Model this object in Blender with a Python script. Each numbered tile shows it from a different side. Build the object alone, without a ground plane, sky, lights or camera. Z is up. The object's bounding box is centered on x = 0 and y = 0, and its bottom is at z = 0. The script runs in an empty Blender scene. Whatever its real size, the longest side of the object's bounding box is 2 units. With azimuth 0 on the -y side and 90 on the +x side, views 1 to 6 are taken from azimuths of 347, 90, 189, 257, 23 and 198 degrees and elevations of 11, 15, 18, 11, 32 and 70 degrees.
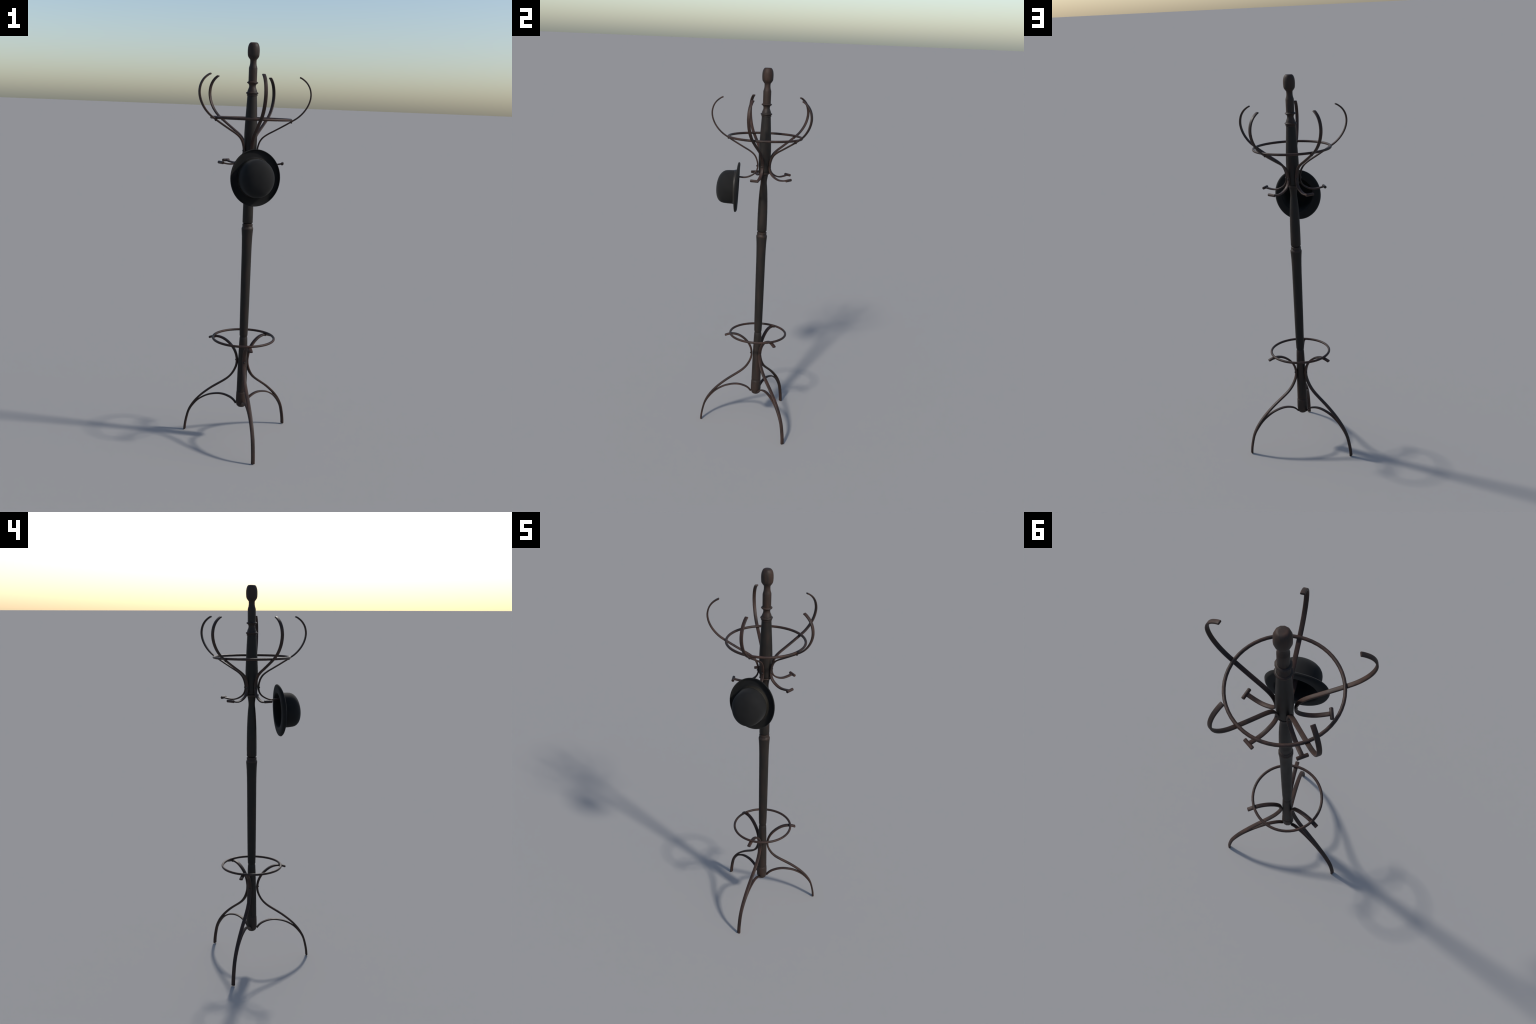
# Bentwood coat stand with a bowler hat hanging on one of its hooks.
import bpy, bmesh, math
from mathutils import Vector, Matrix

AXIS_X, AXIS_Y = 0.0006, 0.0399          # the post stands a little behind the bounding-box centre
scene = bpy.context.scene


# ------------------------------------------------------------------ materials
def new_mat(name):
    m = bpy.data.materials.new(name)
    m.use_nodes = True
    nt = m.node_tree
    bsdf = nt.nodes["Principled BSDF"]
    return m, nt, bsdf


def ramp(nt, stops):
    n = nt.nodes.new("ShaderNodeValToRGB")
    e = n.color_ramp.elements
    while len(e) < len(stops):
        e.new(0.5)
    for el, (p, c) in zip(e, stops):
        el.position = p
        el.color = (*c, 1)
    return n


def stained_wood(name, dark, mid, warm, grain_scale, warm_at, rough=0.5):
    """Dark-stained beech: blotchy stain, fine grain along local z, rubbed warm patches."""
    m, nt, b = new_mat(name)
    L = nt.links
    tc = nt.nodes.new("ShaderNodeTexCoord")
    info = nt.nodes.new("ShaderNodeObjectInfo")
    off = nt.nodes.new("ShaderNodeVectorMath"); off.operation = "MULTIPLY_ADD"
    L.new(info.outputs["Random"], off.inputs[0])
    off.inputs[1].default_value = (3.1, 5.7, 2.3)
    L.new(tc.outputs["Object"], off.inputs[2])
    # stain blotches
    mp = nt.nodes.new("ShaderNodeMapping"); mp.inputs["Scale"].default_value = (1, 1, 0.35)
    L.new(off.outputs[0], mp.inputs["Vector"])
    blot = nt.nodes.new("ShaderNodeTexNoise")
    blot.inputs["Scale"].default_value = 26
    blot.inputs["Detail"].default_value = 4
    blot.inputs["Roughness"].default_value = 0.6
    L.new(mp.outputs[0], blot.inputs["Vector"])
    # grain
    mg = nt.nodes.new("ShaderNodeMapping"); mg.inputs["Scale"].default_value = grain_scale
    L.new(off.outputs[0], mg.inputs["Vector"])
    gr = nt.nodes.new("ShaderNodeTexNoise")
    gr.inputs["Scale"].default_value = 1.0
    gr.inputs["Detail"].default_value = 5
    gr.inputs["Roughness"].default_value = 0.65
    L.new(mg.outputs[0], gr.inputs["Vector"])
    mixf = nt.nodes.new("ShaderNodeMix"); mixf.data_type = "FLOAT"
    mixf.inputs[0].default_value = 0.4
    L.new(blot.outputs["Fac"], mixf.inputs[2])
    L.new(gr.outputs["Fac"], mixf.inputs[3])
    cr = ramp(nt, [(0.30, dark), (warm_at - 0.04, mid), (warm_at + 0.16, warm)])
    L.new(mixf.outputs[0], cr.inputs[0])
    L.new(cr.outputs[0], b.inputs["Base Color"])
    rr = ramp(nt, [(0.3, (rough - 0.06,) * 3), (0.7, (rough + 0.08,) * 3)])
    L.new(blot.outputs["Fac"], rr.inputs[0])
    L.new(rr.outputs[0], b.inputs["Roughness"])
    b.inputs["Specular IOR Level"].default_value = 0.22
    bump = nt.nodes.new("ShaderNodeBump")
    bump.inputs["Strength"].default_value = 0.12
    bump.inputs["Distance"].default_value = 0.002
    L.new(gr.outputs["Fac"], bump.inputs["Height"])
    L.new(bump.outputs[0], b.inputs["Normal"])
    return m


MAT_POST = stained_wood("stained_post_wood", (0.0085, 0.0078, 0.0072), (0.0145, 0.0124, 0.0108),
                        (0.027, 0.0165, 0.013), (160, 160, 7), 0.54, 0.58)
MAT_FOOT = stained_wood("stained_foot_wood", (0.010, 0.0088, 0.008), (0.019, 0.015, 0.0128),
                        (0.034, 0.020, 0.016), (150, 150, 8), 0.50, 0.56)
MAT_BENT = stained_wood("stained_bentwood", (0.0125, 0.0103, 0.0093), (0.0265, 0.0172, 0.0146),
                        (0.049, 0.0260, 0.0195), (60, 200, 30), 0.47, 0.52)
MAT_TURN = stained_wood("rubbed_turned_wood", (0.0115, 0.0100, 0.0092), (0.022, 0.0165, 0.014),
                        (0.042, 0.0235, 0.0175), (140, 140, 9), 0.48, 0.55)


def screw_metal():
    m, nt, b = new_mat("blackened_screw")
    n = nt.nodes.new("ShaderNodeTexNoise"); n.inputs["Scale"].default_value = 300
    c = ramp(nt, [(0.3, (0.010, 0.009, 0.009)), (0.7, (0.028, 0.021, 0.018))])
    nt.links.new(n.outputs["Fac"], c.inputs[0])
    nt.links.new(c.outputs[0], b.inputs["Base Color"])
    b.inputs["Metallic"].default_value = 0.3
    b.inputs["Roughness"].default_value = 0.5
    return m


def felt(name, c0, c1, rough=0.85, sheen=0.04, spec=0.15):
    m, nt, b = new_mat(name)
    L = nt.links
    tc = nt.nodes.new("ShaderNodeTexCoord")
    n = nt.nodes.new("ShaderNodeTexNoise")
    n.inputs["Scale"].default_value = 22; n.inputs["Detail"].default_value = 6
    L.new(tc.outputs["Object"], n.inputs["Vector"])
    f = nt.nodes.new("ShaderNodeTexNoise")
    f.inputs["Scale"].default_value = 900; f.inputs["Detail"].default_value = 2
    L.new(tc.outputs["Object"], f.inputs["Vector"])
    c = ramp(nt, [(0.3, c0), (0.7, c1)])
    L.new(n.outputs["Fac"], c.inputs[0])
    L.new(c.outputs[0], b.inputs["Base Color"])
    b.inputs["Roughness"].default_value = rough
    b.inputs["Specular IOR Level"].default_value = spec
    b.inputs["Sheen Weight"].default_value = sheen
    b.inputs["Sheen Roughness"].default_value = 0.5
    bump = nt.nodes.new("ShaderNodeBump")
    bump.inputs["Strength"].default_value = 0.1
    bump.inputs["Distance"].default_value = 0.0008
    L.new(f.outputs["Fac"], bump.inputs["Height"])
    L.new(bump.outputs[0], b.inputs["Normal"])
    return m


def ribbon():
    m, nt, b = new_mat("satin_ribbon")
    L = nt.links
    tc = nt.nodes.new("ShaderNodeTexCoord")
    mp = nt.nodes.new("ShaderNodeMapping"); mp.inputs["Scale"].default_value = (40, 900, 40)
    L.new(tc.outputs["Object"], mp.inputs["Vector"])
    n = nt.nodes.new("ShaderNodeTexNoise"); n.inputs["Scale"].default_value = 1
    n.inputs["Detail"].default_value = 3
    L.new(mp.outputs[0], n.inputs["Vector"])
    c = ramp(nt, [(0.3, (0.013, 0.0118, 0.0095)), (0.7, (0.020, 0.018, 0.0142))])
    L.new(n.outputs["Fac"], c.inputs[0])
    L.new(c.outputs[0], b.inputs["Base Color"])
    b.inputs["Roughness"].default_value = 0.5
    b.inputs["Specular IOR Level"].default_value = 0.3
    return m


MAT_SCREW = screw_metal()
MAT_FELT = felt("black_felt", (0.0084, 0.0085, 0.0086), (0.0112, 0.0111, 0.0110))
MAT_RIBBON = ribbon()


# ------------------------------------------------------------------ helpers
def catmull(pts, per=4):
    """Smooth polyline through 2D control points (centripetal-ish Catmull-Rom)."""
    P = [Vector(p) for p in pts]
    P = [P[0] * 2 - P[1]] + P + [P[-1] * 2 - P[-2]]
    out = []
    for i in range(1, len(P) - 2):
        a, b, c, d = P[i - 1:i + 3]
        for k in range(per):
            t = k / per
            out.append(0.5 * ((2 * b) + (c - a) * t + (2 * a - 5 * b + 4 * c - d) * t * t
                              + (3 * b - a - 3 * c + d) * t ** 3))
    out.append(P[-2].copy())
    return out


def mesh_from(verts, faces, name, mat, angle=40):
    me = bpy.data.meshes.new(name)
    me.from_pydata([tuple(v) for v in verts], [], faces)
    me.validate()
    bm = bmesh.new(); bm.from_mesh(me)
    bmesh.ops.recalc_face_normals(bm, faces=bm.faces)
    bm.to_mesh(me); bm.free()
    me.materials.append(mat)
    me.shade_smooth()
    me.set_sharp_from_angle(angle=math.radians(angle))
    return me


def add(name, me, parent=None, mat4=None):
    o = bpy.data.objects.new(name, me)
    scene.collection.objects.link(o)
    if parent:
        o.parent = parent
    if mat4 is not None:
        o.matrix_local = mat4
    return o


def lathe(profile, name, mat, seg=12, angle=42):
    """Turned part: profile of (z, radius) from top to bottom, closed at both ends."""
    verts, faces = [], []
    k = 1.022                                   # facets: keep the mean outline at the radius
    for z, r in profile:
        for j in range(seg):
            a = 2 * math.pi * j / seg
            verts.append((r * k * math.cos(a), r * k * math.sin(a), z))
    n = len(profile)
    for i in range(n - 1):
        for j in range(seg):
            j2 = (j + 1) % seg
            faces.append((i * seg + j, i * seg + j2, (i + 1) * seg + j2, (i + 1) * seg + j))
    verts.append((0, 0, profile[0][0])); verts.append((0, 0, profile[-1][0]))
    t, b = len(verts) - 2, len(verts) - 1
    for j in range(seg):
        j2 = (j + 1) % seg
        faces.append((t, j2, j))
        faces.append((b, (n - 1) * seg + j, (n - 1) * seg + j2))
    return mesh_from(verts, faces, name, mat, angle)


def strip(path, width, thick, name, mat, floor=None, bev=0.3, end_round=True):
    """Bent wooden strip: path of (r, z) in the local xz plane, its width along y."""
    n = len(path)
    w, t = width / 2, thick / 2
    c = thick * bev                              # rounded edges of the section
    sec = [(-w, -t + c), (-w + c * .35, -t + c * .35), (-w + c * 1.25, -t), (w - c * 1.25, -t),
           (w - c * .35, -t + c * .35), (w, -t + c),
           (w, t - c), (w - c * .35, t - c * .35), (w - c * 1.25, t), (-w + c * 1.25, t),
           (-w + c * .35, t - c * .35), (-w, t - c)]
    m = len(sec)
    verts, faces = [], []

    def ring(p, tan, s):
        nrm = Vector((-tan.y, tan.x))
        for a, b in sec:
            q = p + nrm * (b * s)
            z = q.y if floor is None else max(q.y, floor)
            verts.append((q.x, a * (1 - (1 - s) * thick / width), z))
    for i, p in enumerate(path):
        tan = (path[min(i + 1, n - 1)] - path[max(i - 1, 0)]).normalized()
        if end_round and i == 0:
            ring(p, tan, 0.8); ring(p + tan * thick * 0.15, tan, 1.0)
        elif end_round and i == n - 1:
            ring(p - tan * thick * 0.15, tan, 1.0); ring(p, tan, 0.8)
        else:
            ring(p, tan, 1.0)
    rows = len(verts) // m
    for i in range(rows - 1):
        for j in range(m):
            j2 = (j + 1) % m
            faces.append((i * m + j, i * m + j2, (i + 1) * m + j2, (i + 1) * m + j))
    faces.append(tuple(range(m)))
    faces.append(tuple(range((rows - 1) * m, rows * m))[::-1])
    return mesh_from(verts, faces, name, mat, 50)


def torus(R, r, name, mat, seg=56, sides=10, squash=1.0):
    verts, faces = [], []
    for i in range(seg):
        a = 2 * math.pi * i / seg
        for j in range(sides):
            b = 2 * math.pi * (j + .5) / sides
            q = R + r * math.cos(b)
            verts.append((q * math.cos(a), q * math.sin(a), r * squash * math.sin(b)))
    for i in range(seg):
        for j in range(sides):
            i2, j2 = (i + 1) % seg, (j + 1) % sides
            faces.append((i * sides + j, i2 * sides + j, i2 * sides + j2, i * sides + j2))
    return mesh_from(verts, faces, name, mat, 60)


def screw_head(r, h, name="screw_head"):
    """Domed screw head along local +z, with a slot."""
    prof = [(h, 0.0005), (h * .95, r * .45), (h * .7, r * .8), (h * .3, r), (-h * .3, r), (-h, r * .5)]
    return lathe(prof, name, MAT_SCREW, seg=12, angle=50)


# ------------------------------------------------------------------ the stand
stand = bpy.data.objects.new("coat_stand", None)
stand.empty_display_size = 0.2
stand.location = (AXIS_X, AXIS_Y, 0)
scene.collection.objects.link(stand)
stand["label"] = "dark brown bentwood coat stand with curved arms and legs"
stand["category"] = "coat stand"

# --- turned post, in four pieces from top to bottom: (height, radius)
FINIAL = [(2.0000, .0110), (1.9996, .0160), (1.9972, .0196), (1.9925, .0230), (1.9850, .0260), (1.9780, .0276),
          (1.9700, .0286), (1.9600, .0289), (1.9520, .0287), (1.9420, .0280), (1.9350, .0266),
          (1.9280, .0222), (1.9200, .0158), (1.9120, .0153), (1.9040, .0154), (1.8945, .0168),
          (1.8860, .0193), (1.8820, .0202), (1.8800, .0205), (1.8520, .0204), (1.8190, .0203),
          (1.8182, .0222), (1.8162, .0255), (1.8135, .0272), (1.8112, .0262), (1.8065, .0196),
          (1.8030, .0176), (1.7980, .0163), (1.7910, .0170), (1.7840, .0196), (1.7765, .0225),
          (1.7700, .0238), (1.7690, .0262), (1.7665, .0292), (1.7640, .0300), (1.7612, .0288),
          (1.7580, .0246), (1.7570, .0246), (1.7562, .0258), (1.7542, .0263), (1.7522, .0257), (1.7515, .0234)]
UPPER = [(1.7515, .0234), (1.7440, .0236), (1.7010, .0259), (1.6645, .0277), (1.6190, .0300), (1.5735, .0317),
         (1.5400, .0316), (1.5000, .0304), (1.4700, .0290), (1.4575, .0284), (1.4562, .0276), (1.4560, .0200)]
NECK_COLLAR = [(1.4560, .0200), (1.4548, .0292), (1.4535, .0302), (1.4512, .0305), (1.4492, .0290), (1.4450, .0228),
               (1.4432, .0214)]
MIDDLE = [(1.4432, .0213), (1.4285, .0189), (1.4150, .0170), (1.4050, .0165), (1.3950, .0169), (1.3795, .0188),
          (1.3550, .0208), (1.3300, .0223), (1.3050, .0235), (1.2805, .0244), (1.2305, .0253),
          (1.1805, .0256), (1.1370, .0254), (1.1345, .0238), (1.1318, .0192)]
JOINT_COLLAR = [(1.1318, .0192), (1.1296, .0240), (1.1282, .0257), (1.1268, .0259), (1.1235, .0258), (1.1227, .0249),
         (1.1215, .0249), (1.1207, .0257), (1.1182, .0257), (1.1174, .0249), (1.1162, .0249), (1.1154, .0257),
         (1.1128, .0264), (1.1100, .0284), (1.1080, .0289), (1.1030, .0289)]
LOWER = [(1.1030, .0289), (1.0850, .0274), (1.0640, .0261),
         (1.0255, .0250), (0.9865, .0244), (0.8965, .0239), (0.7965, .0233), (0.6970, .0226),
         (0.5965, .0215), (0.5665, .0206), (0.5570, .0203), (0.5530, .0187), (0.5475, .0183)]
FOOT = [(0.5475, .0183), (0.5430, .0198),
         (0.5235, .0207), (0.4990, .0215), (0.4220, .0234), (0.3490, .0248), (0.2700, .0256), (0.2635, .0257),
         (0.2625, .0251), (0.2612, .0251), (0.2602, .0258), (0.2582, .0258), (0.2572, .0253), (0.2560, .0252)]
BASE = [(0.2560, .0252),
         (0.2545, .0264), (0.2500, .0269), (0.2315, .0275), (0.2055, .0277), (0.1950, .0269), (0.1860, .0250),
         (0.1800, .0222), (0.1750, .0170), (0.1730, .0100)]
POST_AT = Matrix.Translation((0.0006, 0.0004, 0))
add("finial", lathe(FINIAL, "finial", MAT_TURN), stand, POST_AT)
add("post", lathe(UPPER, "post", MAT_POST), stand, POST_AT)
add("collar", lathe(NECK_COLLAR, "collar", MAT_TURN), stand, POST_AT)
add("collar", lathe(JOINT_COLLAR, "collar", MAT_TURN), stand, POST_AT)
add("post", lathe(MIDDLE, "post", MAT_POST), stand, POST_AT)
add("post", lathe(LOWER, "post", MAT_POST), stand, POST_AT)
add("post", lathe(FOOT, "post", MAT_FOOT), stand, POST_AT)
add("post_base", lathe(BASE, "post_base", MAT_TURN), stand, POST_AT)

# --- five bent arms: one strip each, from the curled tip down to the coat hook (r, z)
ARM = [(.2262, 1.8450), (.2400, 1.8380), (.2586, 1.8230), (.2724, 1.8040), (.2804, 1.7825), (.2828, 1.7575),
       (.2778, 1.7305), (.2660, 1.7036), (.2480, 1.6782), (.2246, 1.6556), (.1973, 1.6374), (.1700, 1.6208),
       (.1406, 1.6038), (.1113, 1.5873), (.0825, 1.5711), (.0600, 1.5543), (.0464, 1.5360), (.0386, 1.5150),
       (.0354, 1.4975), (.0355, 1.4812), (.0394, 1.4660), (.0471, 1.4532), (.0590, 1.4424), (.0760, 1.4329),
       (.0915, 1.4276), (.1055, 1.4256), (.1209, 1.4263), (.1370, 1.4287), (.1560, 1.4328)]
arm_me = strip(catmull(ARM), 0.0166, 0.0075, "arm", MAT_BENT)


def peg_mesh():
    r, h = 0.0071, 0.0218
    prof = [(h, r * .8), (h - .0012, r), (-h + .0012, r), (-h, r * .8)]
    return lathe(prof, "hook_peg", MAT_BENT, seg=12, angle=40)


peg_me = peg_mesh()
head_me = screw_head(0.0047, 0.0042)
small_head_me = screw_head(0.0042, 0.0040)
PEG = Matrix.Translation((0.1595, 0, 1.4332)) @ Matrix.Rotation(math.radians(90), 4, "X")
ARM_SCREW = Matrix.Translation((.0354 + .0036, 0, 1.490)) @ Matrix.Rotation(math.radians(90), 4, "Y")
# screw under the ring, perpendicular to the arm there (the arm climbs at about 32 degrees)
RING_SCREW = Matrix.Translation((.1925 + .0021, 0, 1.6345 - .0034)) @ Matrix.Rotation(math.radians(148), 4, "Y")
for i in range(5):
    rot = Matrix.Rotation(math.radians(-89.6 + 72 * i), 4, "Z")
    arm = add("hat_arm", arm_me, stand, rot)
    add("hook_peg", peg_me, arm, PEG)
    add("screw", head_me, arm, ARM_SCREW)
    add("screw", small_head_me, arm, RING_SCREW)

add("hat_ring", torus(.1925, .0064, "hat_ring", MAT_BENT), stand, Matrix.Translation((0, 0, 1.6434)))

# --- three bent legs with an arched brace each
LEG = [(.1846, .5236), (.1573, .5322), (.1303, .5332), (.1031, .5255), (.0755, .5078), (.0520, .4832),
       (.0378, .4570), (.0312, .4305), (.0304, .4110), (.0338, .3905), (.0437, .3655), (.0592, .3400),
       (.0804, .3170), (.1073, .2960), (.1342, .2772), (.1665, .2539), (.1990, .2272), (.2312, .1970),
       (.2603, .1627), (.2812, .1290), (.2938, .0986), (.3042, .0570), (.3094, .0260), (.3113, .0000)]
BRACE = [(.0280, .1872), (.0360, .1968), (.0440, .2048), (.0605, .2152), (.0883, .2243), (.1159, .2268),
         (.1433, .2235), (.1761, .2144), (.2034, .2012), (.2306, .1828), (.2500, .1640), (.2680, .1420),
         (.2818, .1210), (.2925, .0990)]
leg_me = strip(catmull(LEG), 0.0187, 0.0103, "leg", MAT_BENT, floor=0.0)
brace_me = strip(catmull(BRACE), 0.0166, 0.0073, "brace", MAT_BENT)
LEG_SCREW = Matrix.Translation((.0306 + .0049, 0, .4215)) @ Matrix.Rotation(math.radians(90), 4, "Y")
LEG_RING_SCREW = Matrix.Translation((.1545, 0, .5325 - .0050)) @ Matrix.Rotation(math.radians(180), 4, "Y")
for deg in (-89.7, 30.5, 150.2):           # the legs are not spaced quite evenly
    rot = Matrix.Rotation(math.radians(deg), 4, "Z")
    leg = add("leg", leg_me, stand, rot)
    add("brace", brace_me, leg, Matrix.Identity(4))
    add("screw", head_me, leg, LEG_SCREW)
    add("screw", small_head_me, leg, LEG_RING_SCREW)

add("umbrella_ring", torus(.1548, .0063, "umbrella_ring", MAT_BENT), stand, Matrix.Translation((0, 0, .5422)))

# ------------------------------------------------------------------ the bowler hat
# Local frame: x sideways, y along the long axis of the brim, z towards the crown top.
hat = bpy.data.objects.new("bowler_hat", None)
hat.empty_display_size = 0.1
scene.collection.objects.link(hat)
hat["label"] = "black felt bowler hat with ribbon band and curled brim"
hat["category"] = "hat"
TILT, ROLL = math.radians(2.0), math.radians(3.0)
zaxis = Vector((0, -math.cos(TILT), math.sin(TILT)))
yaxis = Vector((0, math.sin(TILT), math.cos(TILT)))
xaxis = yaxis.cross(zaxis)
basis = Matrix((xaxis, yaxis, zaxis)).transposed().to_4x4()
hat.matrix_world = Matrix.Translation((-0.002, -0.0945, 1.3695)) @ basis @ Matrix.Rotation(ROLL * -1, 4, "Z")

SEG = 72
ASPECT = 0.905             # crown is narrower sideways
# crown outside: (height above the rear of the brim, half length, centre shift along y)
CROWN = [(.0110, .0940, .000), (.0150, .0918, .000), (.0220, .0906, .000), (.0380, .0903, -.001), (.0540, .0899, -.0015),
         (.0660, .0890, -.002), (.0760, .0872, -.003), (.0860, .0832, -.005), (.0950, .0765, -.007),
         (.1030, .0670, -.009), (.1090, .0560, -.011), (.1135, .0430, -.0125), (.1165, .0290, -.0135),
         (.1180, .0150, -.014)]
WALL = 0.003


def brim_pt(s, side, ang):
    """Brim at s (0 inside .. 1 rim); side 0 = rear face, 1 = crown-side face."""
    c, n = math.cos(ang), math.sin(ang)
    a_in, b_in = .0830, .0925
    a_out, b_out = .1188, .1338
    lip = .0060 + .0065 * c * c           # sides curl up more than front and back
    r_in = Vector((a_in * c, b_in * n)); r_out = Vector((a_out * c, b_out * n))
    e = 1 - (1 - s) ** 1.5 * 1.0 if s < 1 else 1
    p = r_in.lerp(r_out, e)
    z = lip * s ** 3.0 - .0010 * n * n * math.sin(math.pi * s)
    if n > 0:                             # the brim dips back above the hook
        z -= .0055 * n ** 4 * s ** 1.3
    t = .0036 + .0042 * s ** 5            # rolled, bound rim
    if side:
        z += t
        p = p * (1 - .010 * s ** 3)
    return Vector((p.x, p.y, z))


def hat_rows():
    """Closed shell as rows of points: inside crown top -> rear brim -> rim -> front brim -> crown top."""
    rows, tags = [], []

    def ell(h, b, sh):
        sh += .021 * max(h - .02, 0)
        return [Vector((b * ASPECT * math.cos(2 * math.pi * j / SEG), b * math.sin(2 * math.pi * j / SEG) + sh, h))
                for j in range(SEG)]
    for h, b, sh in reversed(CROWN):
        if h > .03:
            k = max(b - WALL, .004)
            rows.append(ell(h - WALL * (0.3 + .7 * (h / .118) ** 4), k, sh)); tags.append("crown")
    rows.append(ell(.0150, .0876, 0)); tags.append("crown")
    rows.append(ell(.0070, .0884, 0)); tags.append("join")
    rows.append(ell(.0028, .0898, 0)); tags.append("brim")
    for k in range(0, 13):
        s = k / 12
        rows.append([brim_pt(s, 0, 2 * math.pi * j / SEG) for j in range(SEG)]); tags.append("brim")
    # rolled rim
    mid = []
    for j in range(SEG):
        a = 2 * math.pi * j / SEG
        p, q = brim_pt(1, 0, a), brim_pt(1, 1, a)
        m = (p + q) / 2
        d = Vector((m.x, m.y, 0)).normalized() * .0022
        mid.append(m + d)
    rows.append(mid); tags.append("brim")
    for k in range(12, -1, -1):
        s = k / 12
        rows.append([brim_pt(s, 1, 2 * math.pi * j / SEG) for j in range(SEG)]); tags.append("brim")
    rows[-1] = ell(.0065, .0955, 0)
    tags[-1] = "join"
    for h, b, sh in CROWN:
        rows.append(ell(h, b, sh)); tags.append("crown")
    return rows, tags


rows, tags = hat_rows()
verts = [v for r in rows for v in r]
faces, region = [], []
order = {"crown": 0, "join": 2, "brim": 1}
for i in range(len(rows) - 1):
    reg = 0 if "crown" in (tags[i], tags[i + 1]) else 1
    for j in range(SEG):
        j2 = (j + 1) % SEG
        faces.append((i * SEG + j, i * SEG + j2, (i + 1) * SEG + j2, (i + 1) * SEG + j))
        region.append(reg)
verts.append(sum(rows[0], Vector()) / SEG + Vector((0, 0, .0004)))
verts.append(sum(rows[-1], Vector()) / SEG + Vector((0, 0, .0004)))
top_in, top_out = len(verts) - 2, len(verts) - 1
last = (len(rows) - 1) * SEG
for j in range(SEG):
    j2 = (j + 1) % SEG
    faces.append((top_in, j2, j)); region.append(0)
    faces.append((top_out, last + j, last + j2)); region.append(0)

whole = bpy.data.meshes.new("hat_whole")
whole.from_pydata([tuple(v) for v in verts], [], faces)
bm = bmesh.new(); bm.from_mesh(whole)
bmesh.ops.recalc_face_normals(bm, faces=bm.faces)
bm.to_mesh(whole); bm.free()
vnorm = [v.normal.copy() for v in whole.vertices]
polys = [tuple(p.vertices) for p in whole.polygons]
for reg, nm in ((0, "crown"), (1, "brim")):
    fs = [f for f, r in zip(polys, region) if r == reg]
    used = sorted({v for f in fs for v in f})
    idx = {v: k for k, v in enumerate(used)}
    me = bpy.data.meshes.new(nm)
    me.from_pydata([tuple(verts[v]) for v in used], [], [tuple(idx[v] for v in f) for f in fs])
    me.materials.append(MAT_FELT)
    me.shade_smooth()
    me.normals_split_custom_set_from_vertices([vnorm[v] for v in used])
    add(nm, me, hat, Matrix.Identity(4))
bpy.data.meshes.remove(whole)


def band():
    """Ribbon around the foot of the crown, slightly proud of it."""
    prof = [(.0085, .0925), (.0090, .0950), (.0125, .0947), (.0180, .0933), (.0262, .0923), (.0272, .0918), (.0270, .0900), (.0140, .0905)]
    vs, fc = [], []
    for h, b in prof:
        for j in range(SEG):
            a = 2 * math.pi * j / SEG
            vs.append((b * ASPECT * math.cos(a), b * math.sin(a), h))
    n = len(prof)
    for i in range(n):
        for j in range(SEG):
            i2, j2 = (i + 1) % n, (j + 1) % SEG
            fc.append((i * SEG + j, i * SEG + j2, i2 * SEG + j2, i2 * SEG + j))
    return mesh_from(vs, fc, "hat_band", MAT_RIBBON, 40)


add("hat_band", band(), hat, Matrix.Identity(4))
